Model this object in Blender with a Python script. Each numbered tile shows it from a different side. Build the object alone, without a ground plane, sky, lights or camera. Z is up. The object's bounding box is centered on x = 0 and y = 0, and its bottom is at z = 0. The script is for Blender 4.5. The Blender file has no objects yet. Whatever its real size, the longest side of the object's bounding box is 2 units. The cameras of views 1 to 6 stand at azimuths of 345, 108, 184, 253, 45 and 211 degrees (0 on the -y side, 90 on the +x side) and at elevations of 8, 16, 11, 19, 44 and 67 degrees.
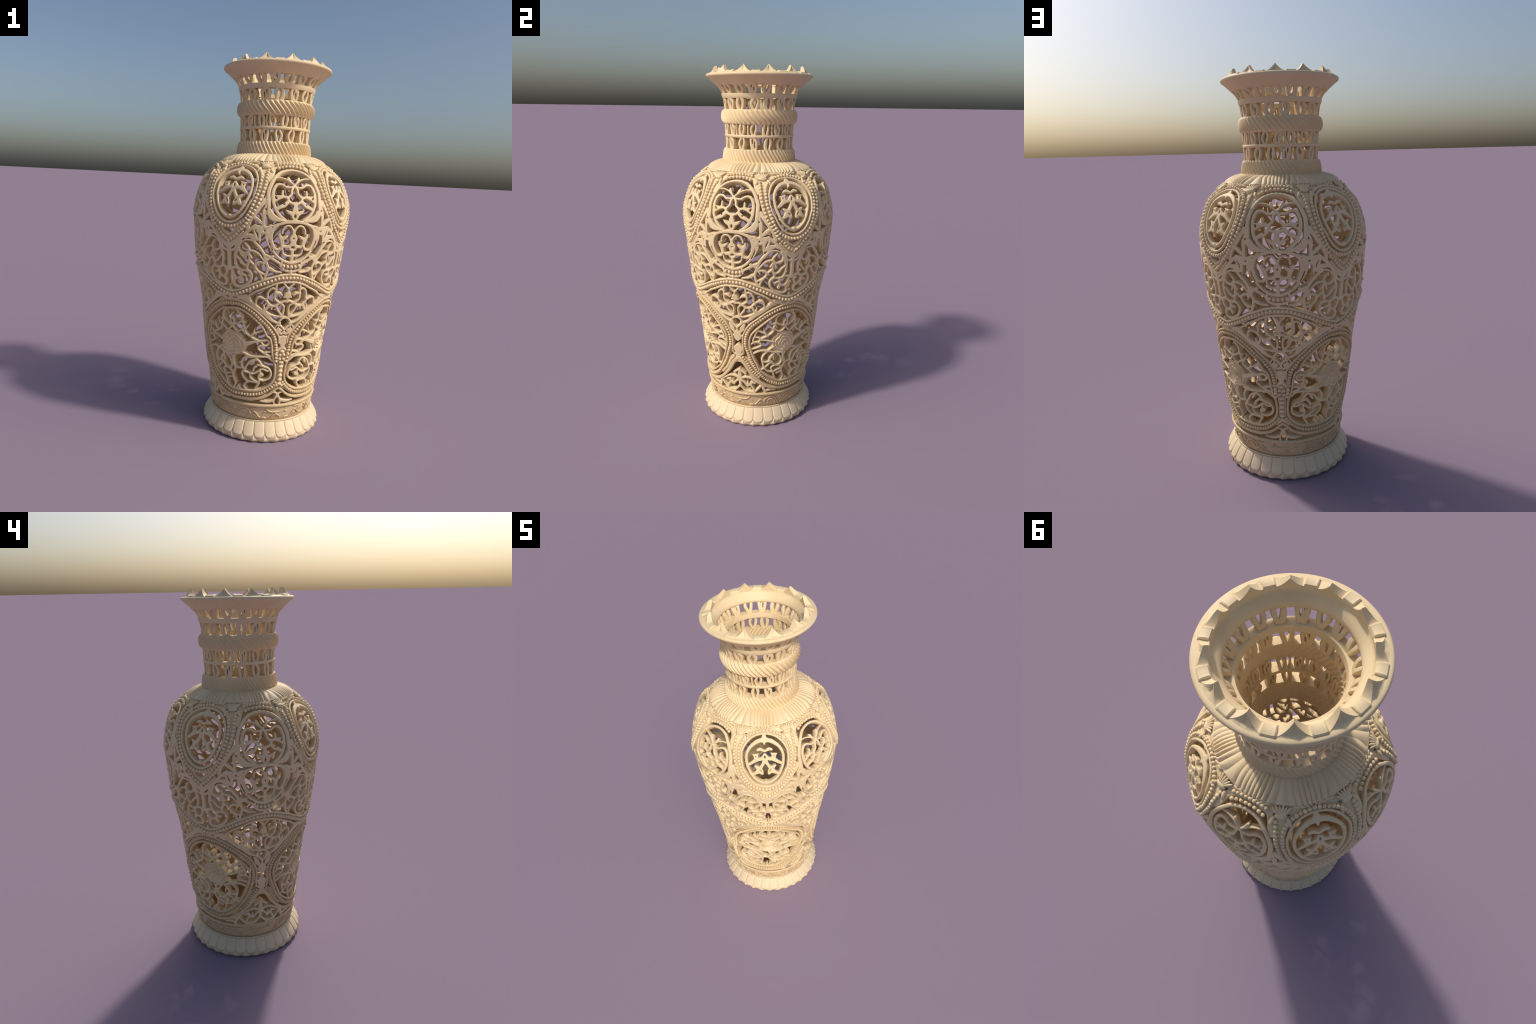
# A tall openwork vase: pierced body with carved medallions, bead garlands and
# rose roundels, on a petalled foot, with a looped and roped neck under a
# flaring toothed rim.  Everything is generated from profiles, spines and rules.
import bpy, math, random
import numpy as np
from mathutils import Matrix, Vector

random.seed(7)
rng = np.random.default_rng(7)
scene = bpy.context.scene

# ------------------------------------------------------------------ materials
def stone(name, base, dark, rough=0.55, grain=1.0):
    m = bpy.data.materials.new(name)
    m.use_nodes = True
    nt = m.node_tree
    bsdf = nt.nodes["Principled BSDF"]
    bsdf.inputs["Roughness"].default_value = rough
    bsdf.inputs["Specular IOR Level"].default_value = 0.28
    tc = nt.nodes.new("ShaderNodeTexCoord")
    n1 = nt.nodes.new("ShaderNodeTexNoise")
    n1.inputs["Scale"].default_value = 9.0
    n1.inputs["Detail"].default_value = 5.0
    ramp = nt.nodes.new("ShaderNodeValToRGB")
    ramp.color_ramp.elements[0].position = 0.30
    ramp.color_ramp.elements[0].color = (*dark, 1)
    ramp.color_ramp.elements[1].position = 0.66
    ramp.color_ramp.elements[1].color = (*base, 1)
    n2 = nt.nodes.new("ShaderNodeTexNoise")
    n2.inputs["Scale"].default_value = 140.0
    n2.inputs["Detail"].default_value = 3.0
    bump = nt.nodes.new("ShaderNodeBump")
    bump.inputs["Strength"].default_value = 0.10 * grain
    bump.inputs["Distance"].default_value = 0.004
    nt.links.new(tc.outputs["Object"], n1.inputs["Vector"])
    nt.links.new(tc.outputs["Object"], n2.inputs["Vector"])
    nt.links.new(n1.outputs["Fac"], ramp.inputs["Fac"])
    nt.links.new(ramp.outputs["Color"], bsdf.inputs["Base Color"])
    nt.links.new(n2.outputs["Fac"], bump.inputs["Height"])
    nt.links.new(bump.outputs["Normal"], bsdf.inputs["Normal"])
    return m

CREAM = stone("cream_stone", (0.79, 0.62, 0.38), (0.72, 0.555, 0.325))
OCHRE = stone("ochre_stone", (0.71, 0.54, 0.31), (0.64, 0.475, 0.262))
PALE = stone("pale_stone", (0.76, 0.605, 0.395), (0.69, 0.54, 0.34))
TAN = stone("tan_stone", (0.67, 0.50, 0.29), (0.60, 0.44, 0.245))

# ------------------------------------------------------------------ profiles
def pchip(xs, ys, xq):
    xs = np.asarray(xs, float); ys = np.asarray(ys, float)
    h = np.diff(xs); d = np.diff(ys) / h
    m = np.zeros_like(ys)
    m[0], m[-1] = d[0], d[-1]
    for i in range(1, len(xs) - 1):
        if d[i - 1] * d[i] > 0:
            w1 = 2 * h[i] + h[i - 1]; w2 = h[i] + 2 * h[i - 1]
            m[i] = (w1 + w2) / (w1 / d[i - 1] + w2 / d[i])
    i = np.clip(np.searchsorted(xs, xq) - 1, 0, len(xs) - 2)
    t = (xq - xs[i]) / h[i]
    t2, t3 = t * t, t * t * t
    return ((2*t3 - 3*t2 + 1) * ys[i] + (t3 - 2*t2 + t) * h[i] * m[i]
            + (-2*t3 + 3*t2) * ys[i + 1] + (t3 - t2) * h[i] * m[i + 1])

class Profile:
    """Surface of revolution r(z) with arc length and outward normal."""
    def __init__(self, pts):
        z = np.linspace(pts[0][0], pts[-1][0], 3000)
        r = pchip([p[0] for p in pts], [p[1] for p in pts], z)
        self.z, self.r = z, r
        self.s = np.concatenate([[0], np.cumsum(np.hypot(np.diff(z), np.diff(r)))])
        dz, dr = np.gradient(z), np.gradient(r)
        k = np.hypot(dz, dr)
        self.nr, self.nz = dz / k, -dr / k
    def S(self, z): return np.interp(z, self.z, self.s)
    def at(self, s):
        return (np.interp(s, self.s, self.r), np.interp(s, self.s, self.z),
                np.interp(s, self.s, self.nr), np.interp(s, self.s, self.nz))
    def point(self, x, s, h):
        """x: arc offset (m), s: profile arc length, h: height over surface."""
        r, z, nr, nz = self.at(s)
        th = x / r
        R = r + h * nr
        return R * np.sin(th), -R * np.cos(th), z + h * nz

BODY = Profile([(0.096, .272), (0.108, .281), (0.122, .2875), (0.14, .2915), (0.19, .297), (0.257, .306), (0.288, .310),
                (0.355, .320), (0.45, .332), (0.49, .337), (0.57, .346), (0.67, .358),
                (0.76, .371), (0.83, .385), (0.92, .401), (1.05, .417), (1.14, .425),
                (1.20, .427), (1.25, .424), (1.29, .415), (1.33, .402), (1.37, .385),
                (1.395, .370), (1.41, .356), (1.43, .332), (1.463, .290), (1.49, .250),
                (1.508, .205), (1.512, .190)])
NECK = Profile([(1.500, .187), (1.58, .187), (1.65, .189), (1.71, .192), (1.78, .193),
                (1.82, .198), (1.86, .206), (1.885, .220), (1.905, .240), (1.92, .255)])

# ------------------------------------------------------------------ carving engine
def spline(pts, widths, step=0.004):
    """Catmull-Rom through pts with the width eased along it."""
    P = np.asarray(pts, float)
    n = len(P)
    W = np.interp(np.linspace(0, 1, n), np.linspace(0, 1, len(widths)), widths)
    if n == 1:
        return np.vstack([P, P]), np.array([W[0], W[0]])
    if n == 2:
        return P, W
    E = np.vstack([2 * P[0] - P[1], P, 2 * P[-1] - P[-2]])
    out, ow = [], []
    for i in range(n - 1):
        p0, p1, p2, p3 = E[i], E[i + 1], E[i + 2], E[i + 3]
        k = max(2, int(np.hypot(*(p2 - p1)) / step))
        t = np.linspace(0, 1, k, endpoint=False)[:, None]
        out.append(0.5 * (2*p1 + (p2-p0)*t + (2*p0-5*p1+4*p2-p3)*t**2 + (3*p1-p0-3*p2+p3)*t**3))
        ow.append(W[i] + (W[i + 1] - W[i]) * t[:, 0])
    return np.vstack(out + [P[-1:]]), np.concatenate(ow + [W[-1:]])

def stroke_field(X, Y, pts, w, cell, x0, y0, reach):
    ny, nx = X.shape
    D = np.full(X.shape, 1.0)
    lo = [ny, nx]; hi = [0, 0]
    for (a, b, ra, rb) in zip(pts[:-1], pts[1:], w[:-1] / 2, w[1:] / 2):
        m = max(ra, rb) + reach
        i0 = max(0, int((min(a[1], b[1]) - m - y0) / cell)); i1 = min(ny, int((max(a[1], b[1]) + m - y0) / cell) + 2)
        j0 = max(0, int((min(a[0], b[0]) - m - x0) / cell)); j1 = min(nx, int((max(a[0], b[0]) + m - x0) / cell) + 2)
        if i0 >= i1 or j0 >= j1:
            continue
        x = X[i0:i1, j0:j1]; y = Y[i0:i1, j0:j1]
        ab = b - a; L2 = float(ab @ ab)
        t = np.clip(((x - a[0]) * ab[0] + (y - a[1]) * ab[1]) / L2, 0, 1) if L2 > 1e-14 else np.zeros_like(x)
        d = np.hypot(x - a[0] - t * ab[0], y - a[1] - t * ab[1]) - (ra + t * (rb - ra))
        D[i0:i1, j0:j1] = np.minimum(D[i0:i1, j0:j1], d)
        lo = [min(lo[0], i0), min(lo[1], j0)]; hi = [max(hi[0], i1), max(hi[1], j1)]
    return D, lo, hi

CASES = {1: [("c0", "e0", "e3")], 2: [("c1", "e1", "e0")], 4: [("c2", "e2", "e1")], 8: [("c3", "e3", "e2")],
         3: [("c0", "c1", "e1", "e3")], 6: [("c1", "c2", "e2", "e0")], 12: [("c2", "c3", "e3", "e1")],
         9: [("c3", "c0", "e0", "e2")], 5: [("c0", "e0", "e3"), ("c2", "e2", "e1")],
         10: [("c1", "e1", "e0"), ("c3", "e3", "e2")],
         7: [("c0", "c1", "c2", "e2", "e3")], 14: [("c1", "c2", "c3", "e3", "e0")],
         13: [("c2", "c3", "c0", "e0", "e1")], 11: [("c3", "c0", "c1", "e1", "e2")],
         15: [("c0", "c1", "c2", "c3")]}

def mesh_from(name, verts, faces_by_len, mat, sharp=0.75):
    me = bpy.data.meshes.new(name)
    V = np.asarray(verts, np.float32)
    loops, starts, totals = [], [], []
    off = 0
    for F in faces_by_len:
        F = np.asarray(F, np.int32)
        if F.size == 0:
            continue
        k = F.shape[1]
        loops.append(F.ravel()); n = F.shape[0]
        starts.append(off + np.arange(n) * k); totals.append(np.full(n, k))
        off += n * k
    loops = np.concatenate(loops); starts = np.concatenate(starts); totals = np.concatenate(totals)
    me.vertices.add(len(V)); me.vertices.foreach_set("co", V.ravel())
    me.loops.add(len(loops)); me.loops.foreach_set("vertex_index", loops.astype(np.int32))
    me.polygons.add(len(starts))
    me.polygons.foreach_set("loop_start", starts.astype(np.int32))
    me.polygons.foreach_set("loop_total", totals.astype(np.int32))
    me.update(calc_edges=True)
    me.validate()
    me.polygons.foreach_set("use_smooth", np.ones(len(me.polygons), bool))
    if sharp:
        me.set_sharp_from_angle(angle=sharp)
    me.materials.append(mat)
    return me

def openwork(name, bars, mat, mirror=True, prof=BODY, top=0.0, thick=0.036, rr=0.0033,
             cell=0.0022, blend=0.004, wobble=0.0004, clip_deg=None, crown=0.0, seed=0):
    """Pierced slab bent onto the profile.  bars: (role, widths mm, [(x mm, z mm)...]);
    the role 'hole' pierces.  Bars fuse with small fillets, edges are rounded over."""
    adds, cuts = [], []
    for role, w, pts in bars:
        q = np.array([(p[0] / 1000, prof.S(p[1] / 1000)) for p in pts])
        c, ww = spline(q, [a / 1000 for a in w])
        lst = cuts if role == "hole" else adds
        lst.append((c, ww))
        if mirror:
            lst.append((c * [-1, 1], ww))
    allp = np.vstack([c for c, _ in adds]); mw = max(w.max() for _, w in adds) / 2 + 0.006
    x0, x1 = allp[:, 0].min() - mw, allp[:, 0].max() + mw
    y0, y1 = allp[:, 1].min() - mw, allp[:, 1].max() + mw
    if mirror:
        x1 = max(-x0, x1); x1 = math.ceil(x1 / cell) * cell; x0 = -x1
    y0 = max(y0, prof.s[0]); y1 = min(y1, prof.s[-1])
    xs = np.arange(x0, x1 + cell / 2, cell); ys = np.arange(y0, y1 + cell / 2, cell)
    ys = ys[ys <= prof.s[-1]]
    X, Y = np.meshgrid(xs, ys)
    D = np.full(X.shape, 1.0)
    for c, w in adds:
        d, lo, hi = stroke_field(X, Y, c, w, cell, x0, y0, 0.014)
        if lo[0] >= hi[0]:
            continue
        s = np.s_[lo[0]:hi[0], lo[1]:hi[1]]
        k = np.maximum(blend - np.abs(D[s] - d[s]), 0) / blend
        D[s] = np.minimum(D[s], d[s]) - k * k * blend / 4
    for c, w in cuts:
        d, lo, hi = stroke_field(X, Y, c, w, cell, x0, y0, 0.014)
        s = np.s_[lo[0]:hi[0], lo[1]:hi[1]]
        D[s] = np.maximum(D[s], -d[s])
    # hand-carved unevenness
    ax = np.abs(X) if mirror else X
    D = D + wobble * (np.sin(ax * 173 + 1.3 + seed) * np.sin(Y * 151 + 0.7) + 0.6 * np.sin(ax * 391 + Y * 267 + seed))
    if clip_deg:
        r = prof.at(Y)[0]
        D = np.maximum(D, np.abs(X) - math.radians(clip_deg) * r)
    D = np.where(np.abs(D) < 0.12 * cell, -0.12 * cell, D)
    D[0, :] = D[-1, :] = np.maximum(D[0, :], D[-1, :]) * 0 + 0.5 * cell
    D[:, 0] = D[:, -1] = 0.5 * cell
    I = D < 0
    ny, nx = D.shape
    vid = np.full((ny, nx), -1, np.int64); vid[I] = np.arange(I.sum())
    nv = int(I.sum())
    PX, PY, PD = [X[I]], [Y[I]], [D[I]]
    hx = I[:, :-1] != I[:, 1:]
    hid = np.full(hx.shape, -1, np.int64); hid[hx] = nv + np.arange(hx.sum()); nv += int(hx.sum())
    t = (D[:, :-1] / (D[:, :-1] - D[:, 1:] + 1e-12))[hx]
    PX.append(X[:, :-1][hx] + t * cell); PY.append(Y[:, :-1][hx]); PD.append(np.zeros(len(t)))
    vx = I[:-1, :] != I[1:, :]
    wid = np.full(vx.shape, -1, np.int64); wid[vx] = nv + np.arange(vx.sum()); nv += int(vx.sum())
    t = (D[:-1, :] / (D[:-1, :] - D[1:, :] + 1e-12))[vx]
    PX.append(X[:-1, :][vx]); PY.append(Y[:-1, :][vx] + t * cell); PD.append(np.zeros(len(t)))
    PX = np.concatenate(PX); PY = np.concatenate(PY); PD = np.concatenate(PD)
    code = (I[:-1, :-1] * 1 + I[:-1, 1:] * 2 + I[1:, 1:] * 4 + I[1:, :-1] * 8)
    lut = {"c0": vid[:-1, :-1], "c1": vid[:-1, 1:], "c2": vid[1:, 1:], "c3": vid[1:, :-1],
           "e0": hid[:-1, :], "e2": hid[1:, :], "e3": wid[:, :-1], "e1": wid[:, 1:]}
    polys = {3: [], 4: [], 5: []}; walls = []
    for cs, plist in CASES.items():
        msk = code == cs
        if not msk.any():
            continue
        for pl in plist:
            F = np.stack([lut[k][msk] for k in pl], 1)
            polys[len(pl)].append(F)
            for a in range(len(pl)):
                b = (a + 1) % len(pl)
                if pl[a][0] == "e" and pl[b][0] == "e":
                    walls.append(np.stack([F[:, a], F[:, b]], 1))
    def edge(d, r_):
        u = np.clip((r_ + d) / r_, 0, 1)
        return r_ * (1 - np.sqrt(np.maximum(1 - u * u, 0)))
    drop = 0.85 * edge(PD, rr)
    ht = top - drop
    if crown:
        ht = ht + crown * np.clip(-PD / 0.012, 0, 1)
    hb = top - thick + 0.5 * edge(PD, rr)
    T = np.stack(prof.point(PX, PY, ht), 1)
    B = np.stack(prof.point(PX, PY, hb), 1)
    V = np.vstack([T, B])
    faces = []
    for k, lst in polys.items():
        if lst:
            F = np.concatenate(lst)
            faces.append(F); faces.append(F[:, ::-1] + nv)
    Wl = np.concatenate(walls)
    faces.append(np.stack([Wl[:, 1], Wl[:, 0], Wl[:, 0] + nv, Wl[:, 1] + nv], 1))
    return mesh_from(name, V, faces, mat)

# ------------------------------------------------------------------ scene helpers
root = bpy.data.objects.new("openwork_vase", None)
root["label"] = "tall cream stone vase carved in pierced openwork with beads and roses"
root["category"] = "vase"
scene.collection.objects.link(root)

def add(name, me, parent=None, az=0.0):
    o = bpy.data.objects.new(name, me)
    scene.collection.objects.link(o)
    o.parent = parent or root
    if parent is None or parent is root:
        o.rotation_euler = (0, 0, math.radians(az))
    else:   # children share the parent's turn
        o.rotation_euler = (0, 0, math.radians(az) - parent.rotation_euler[2])
    return o

def ring_of(name, me, azs, parents=None):
    return [add(name, me, parents[i] if parents else None, a) for i, a in enumerate(azs)]

def revolve(name, loop, mat, n=240, closed=True, bump=None, sharp=0.6, cap=False):
    """Spin a list of (r, z); bump(theta, k) returns an outward push for row k."""
    P = np.array(loop, float); m = len(P)
    th = np.linspace(0, 2 * np.pi, n, endpoint=False)
    V = np.zeros((m, n, 3))
    for k in range(m):
        r = np.full(n, P[k, 0]); z = np.full(n, P[k, 1])
        if bump is not None:
            dr, dz = bump(th, k)
            r = r + dr; z = z + dz
        V[k, :, 0] = r * np.sin(th); V[k, :, 1] = -r * np.cos(th); V[k, :, 2] = z
    idx = np.arange(m * n).reshape(m, n)
    F = []
    for k in range(m if closed else m - 1):
        a = idx[k]; b = idx[(k + 1) % m]
        F.append(np.stack([a, np.roll(a, -1), np.roll(b, -1), b], 1))
    return mesh_from(name, V.reshape(-1, 3), [np.concatenate(F)], mat, sharp)

def ball(seg=14, rings=9):
    V = [(0, 0, -1)]; F3, F4 = [], []
    for i in range(1, rings):
        a = -math.pi / 2 + math.pi * i / rings
        for j in range(seg):
            b = 2 * math.pi * j / seg
            V.append((math.cos(a) * math.cos(b), math.cos(a) * math.sin(b), math.sin(a)))
    V.append((0, 0, 1)); top = len(V) - 1
    for j in range(seg):
        k = (j + 1) % seg
        F3.append((0, 1 + k, 1 + j)); F3.append((top, top - seg + j, top - seg + k))
        for i in range(rings - 2):
            a = 1 + i * seg
            F4.append((a + j, a + k, a + seg + k, a + seg + j))
    return np.array(V), np.array(F3), np.array(F4)
BV, BF3, BF4 = ball()

def frame(x, s, h, prof=BODY, turn=0.0):
    """Rotation+location of a local frame (tangent, up, normal) on the surface."""
    r, z, nr, nz = [float(v) for v in prof.at(np.array(s))]
    th = x / r
    nrm = Vector((nr * math.sin(th), -nr * math.cos(th), nz))
    tan = Vector((math.cos(th), math.sin(th), 0))
    up = nrm.cross(tan)
    p = Vector(prof.point(np.array(x), np.array(s), h))
    c, sn = math.cos(turn), math.sin(turn)
    t2 = tan * c + up * sn; u2 = up * c - tan * sn
    M = Matrix((t2, u2, nrm)).transposed().to_4x4()
    M.translation = p
    return M

def along(pts, spacing, prof=BODY):
    """Evenly spaced stations (x, s, heading) on a spine given in mm."""
    q = np.array([(p[0] / 1000, prof.S(p[1] / 1000)) for p in pts])
    c, _ = spline(q, [1.0], 0.002)
    L = np.concatenate([[0], np.cumsum(np.hypot(*np.diff(c, axis=0).T))])
    n = max(1, int(round(L[-1] / spacing)))
    t = np.linspace(0, L[-1], n + 1)
    xs, ss = np.interp(t, L, c[:, 0]), np.interp(t, L, c[:, 1])
    e = 0.002
    dx = np.interp(t + e, L, c[:, 0]) - np.interp(t - e, L, c[:, 0])
    ds = np.interp(t + e, L, c[:, 1]) - np.interp(t - e, L, c[:, 1])
    return list(zip(xs, ss, np.arctan2(ds, dx)))

def bead_frames(pts, spacing, size, h, mirror=True, prof=BODY, skip_end=False):
    """size: (half length along the string, half width across, half height)."""
    out = []
    st = along(pts, spacing, prof)
    if skip_end:
        st = st[:-1]
    for x, s, a in st:
        for sg in ((1, -1) if mirror and abs(x) > 0.003 else (1,)):
            k = rng.uniform(0.90, 1.08)
            M = frame(sg * x, s, h, prof, a if sg > 0 else math.pi - a)
            out.append(M @ Matrix.Diagonal((size[0] * k * rng.uniform(.94, 1.04), size[1] * k, size[2] * k, 1)))
    return out

def joined(name, mats, mat):
    """One mesh of many transformed balls."""
    nvb = len(BV)
    H = np.c_[BV, np.ones(nvb)]
    V = np.vstack([(H @ np.array(M).T)[:, :3] for M in mats])
    f3 = np.concatenate([BF3 + i * nvb for i in range(len(mats))])
    f4 = np.concatenate([BF4 + i * nvb for i in range(len(mats))])
    return mesh_from(name, V, [f3, f4], mat, None)

bead_mesh = joined("bead", [Matrix.Identity(4)], CREAM)

def bead_objects(mats, parent, az):
    R = Matrix.Rotation(math.radians(az), 4, 'Z')
    inv = parent.rotation_euler.to_matrix().to_4x4().inverted()
    for M in mats:
        o = bpy.data.objects.new("bead", bead_mesh)
        scene.collection.objects.link(o)
        o.parent = parent
        o.matrix_local = inv @ R @ M

QUARTER = (45, 135, 225, 315)
CROSS = (0, 90, 180, 270)

# ================================================================== BODY PANELS
# Control points are in millimetres: x = arc distance from the panel's axis, z = height.
# ---- palmette window (front, back and sides of the shoulder)
palmette_frame = openwork("palmette_frame", [
    ("ring", [12.4, 13.4, 14.3, 16.3, 19.1, 20.1, 20.1, 11.5], [(0, 1433), (28, 1430), (57, 1421), (81, 1405), (101, 1384), (119, 1355), (130, 1326), (133, 1301), (133, 1275), (132, 1250), (133, 1226)]),
    ("leaf", [11.2, 31.7, 35.4, 27.9, 16.8, 11.2], [(132, 1243), (127, 1226), (114, 1206), (94, 1196), (72, 1191), (53, 1188)]),
], CREAM, top=0.001, rr=0.005, thick=0.030)
frames = ring_of("palmette_frame", palmette_frame, CROSS)

palmette_lattice = openwork("palmette_lattice", [
    ("ring", [9.3, 11.2, 14.9, 14.9, 14.9], [(10, 1352), (30, 1350), (45, 1352), (58, 1361), (73, 1364), (88, 1360), (100, 1345), (108, 1323), (110, 1296), (107, 1269), (98, 1243), (84, 1221), (65, 1203), (48, 1191)]),
    ("tendril", [8.4], [(0, 1358), (14, 1373), (30, 1385), (49, 1392), (64, 1395), (79, 1395), (92, 1391)]),
    ("bud", [14.0, 10.3], [(21, 1380), (24, 1390), (28, 1397)]),
    ("stem", [11.2, 11.2, 13.1, 11.2], [(6, 1353), (14, 1337), (18, 1317), (30, 1306), (36, 1297), (33, 1285), (20, 1276), (7, 1272), (0, 1273)]),
    ("spur", [9.3, 11.2], [(62, 1332), (62, 1307)]),
    ("tendril", [13.0, 12.1, 14.8, 20.4], [(37, 1300), (58, 1305), (81, 1303), (105, 1302)]),
    ("tendril", [11.1, 11.1], [(64, 1302), (84, 1293), (103, 1282)]),
    ("leaf", [14.8, 20.4, 20.4, 11.1], [(34, 1283), (47, 1272), (58, 1262), (77, 1253), (95, 1240)]),
    ("stem", [16.7, 16.7, 25.9, 24.1], [(0, 1275), (0, 1258), (0, 1244), (0, 1236)]),
    ("petal", [14.8, 13.0, 11.1], [(6, 1240), (14, 1221), (9, 1203), (0, 1188)]),
    ("leaf", [20.4, 16.7, 2.8], [(13, 1223), (30, 1230), (48, 1242)]),
    ("hole", [8.2], [(0, 1282)]),
    ("hole", [8.9], [(57, 1269)]),
    ("hole", [11.2, 5.6], [(95, 1296), (98, 1304)]),
], CREAM, top=-0.003, thick=0.028, rr=0.0032)
ring_of("palmette_lattice", palmette_lattice, CROSS, frames)

# ---- small roundel below each palmette window
roundel_frame = openwork("roundel_frame", [
    ("arch", [16.7, 15.8, 13.9, 12.1, 13.0], [(0, 1185), (34, 1183), (57, 1178), (75, 1171), (98, 1163), (124, 1156), (148, 1152)]),
    ("ring", [13.1, 13.1, 13.1, 12.1, 12.1, 12.1], [(86, 1166), (103, 1148), (110, 1126), (112, 1104), (106, 1081), (100, 1069), (90, 1052), (78, 1047), (63, 1051), (54, 1064)]),
    ("ring", [28.2, 20.7, 13.2, 12.2, 12.2, 12.2], [(126, 1131), (131, 1107), (121, 1078), (107, 1053), (89, 1028), (68, 1007), (42, 992), (19, 984), (0, 982)]),
    ("web", [28.1, 22.5, 16.8], [(117, 1154), (119, 1131), (120, 1107)]),
    ("cup", [13.5, 13.5, 11.5, 12.5, 15.4, 13.5], [(0, 939), (24, 942), (47, 955), (59, 977), (83, 991), (110, 1006), (130, 1015)]),
    ("web", [9.5, 9.5], [(50, 989), (51, 971)]),
    ("hole", [5.6, 7.5, 4.7], [(111, 1155), (119, 1147), (126, 1134)]),
    ("hole", [8.5], [(147, 1138)]),
    ("hole", [6.8], [(134, 1113)]),
    ("hole", [4.5, 6.5, 4], [(125, 1098), (117, 1073), (102, 1044)]),
], CREAM, top=0.0)
roundels = ring_of("roundel_frame", roundel_frame, CROSS)

roundel_lattice = openwork("roundel_lattice", [
    ("tendril", [9.3], [(0, 1132), (11, 1153), (23, 1163), (36, 1165), (50, 1156), (59, 1140), (59, 1128)]),
    ("stem", [13.1, 16.8], [(0, 1134), (0, 1112)]),
    ("boss", [38.5], [(0, 1103)]),
    ("stem", [28.2, 20.7], [(0, 1089), (0, 1077)]),
    ("tendril", [13.2], [(7, 1077), (16, 1067), (29, 1061), (48, 1064), (56, 1076)]),
    ("node", [11.3], [(10, 1069), (16, 1059), (12, 1049), (0, 1045)]),
    ("leaf", [13.2, 19.8, 20.8, 17.0, 9.4], [(56, 1060), (56, 1081), (62, 1097), (69, 1110), (72, 1122)]),
    ("leaf", [15.0, 15.0, 9.4], [(57, 1097), (42, 1106), (33, 1113)]),
    ("stem", [13.2, 13.2, 14.2, 18.9], [(0, 1045), (0, 1025), (0, 1005), (0, 982)]),
    ("tendril", [10.5, 9.5, 8.6], [(0, 1016), (20, 1016), (36, 1019), (48, 1030), (51, 1050)]),
    ("web", [12], [(57, 1058), (70, 1050)]),
    ("hole", [8.6], [(0, 1103)]),
], CREAM, top=-0.003, thick=0.030, rr=0.0032)
ring_of("roundel_lattice", roundel_lattice, CROSS, roundels)

# ---- sprays of leaves in the spandrels beside the roundels
spandrel_spray = openwork("spandrel_spray", [
    ("stem", [16.0, 24.0, 30.4, 19.2, 16.0, 14.4, 16.0], [(137, 1276), (142, 1249), (148, 1229), (153, 1215), (154, 1192), (153, 1172), (150, 1152)]),
    ("leaf", [8.0, 19.3, 19.3, 12.9], [(153, 1164), (171, 1177), (189, 1192), (208, 1200)]),
    ("leaf", [16.1, 20.9, 22.5], [(140, 1150), (163, 1150), (195, 1153)]),
    ("plate", [32.2, 38.7, 32.2, 25.8], [(124, 1145), (141, 1139), (160, 1135), (176, 1130)]),
    ("leaf", [24.2, 19.3, 9.7, 4.8], [(174, 1145), (171, 1113), (168, 1091), (167, 1075)]),
    ("plate", [25.8, 25.8], [(124, 1125), (129, 1104)]),
    ("leaf", [14.5, 9.7, 8.1], [(197, 1150), (197, 1130), (185, 1108)]),
    ("leaf", [13.0, 29.2, 16.2, 9.7, 8.1], [(177, 1090), (201, 1104), (228, 1108), (252, 1096), (272, 1074)]),
    ("tendril", [9.8, 8.1, 9.8], [(188, 1082), (221, 1088), (245, 1083), (263, 1067), (276, 1047)]),
    ("bar", [12.9, 17.7, 16.1, 16.1, 16.1], [(194, 1158), (212, 1144), (231, 1127), (253, 1105), (276, 1078), (288, 1063)]),
    ("bar", [9.6, 20.9, 17.7], [(215, 1191), (225, 1171), (233, 1145)]),
    ("bar", [20.8, 17.6, 16.0, 17.6], [(149, 1284), (169, 1256), (188, 1228), (205, 1205), (218, 1184)]),
    ("hole", [9.9], [(144, 1239)]),
    ("hole", [9.0], [(147, 1138)]),
    ("hole", [5], [(184, 1126), (178, 1108)]),
], CREAM, top=-0.0005, thick=0.034)
ring_of("spandrel_spray", spandrel_spray, CROSS)

# ---- oval medallions at the quarters
medallion_rim = openwork("medallion_rim", [
    ("rim", [10.6], [(0, 1446), (19, 1445), (49, 1439), (78, 1426), (101, 1408), (117, 1384), (123, 1362), (125, 1331), (122, 1308), (117, 1282), (107, 1265), (95, 1239), (81, 1216), (64, 1195), (42, 1178), (20, 1169), (0, 1167)]),
], CREAM, top=0.002, rr=0.005, thick=0.030)
rims = ring_of("medallion_rim", medallion_rim, QUARTER)
medallion_ring = openwork("medallion_ring", [
    ("ring", [26, 21, 15.5, 14.5, 14.5, 14.5, 14.5, 14.5, 15.5, 17], [(0, 1426), (30, 1423), (57, 1412), (79, 1395), (92, 1375), (98, 1354), (99, 1331), (96, 1306), (90, 1288), (83, 1270), (72, 1247), (56, 1223), (38, 1207), (21, 1196), (0, 1192)]),
    ("bump", [12, 7], [(0, 1418), (0, 1411)]),
    ("bump", [22], [(0, 1196)]),
    ("tie", [34, 16], [(0, 1428), (0, 1442)]),
], CREAM, top=-0.002, rr=0.0065, thick=0.028)
ring_of("medallion_ring", medallion_ring, QUARTER, rims)
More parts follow.
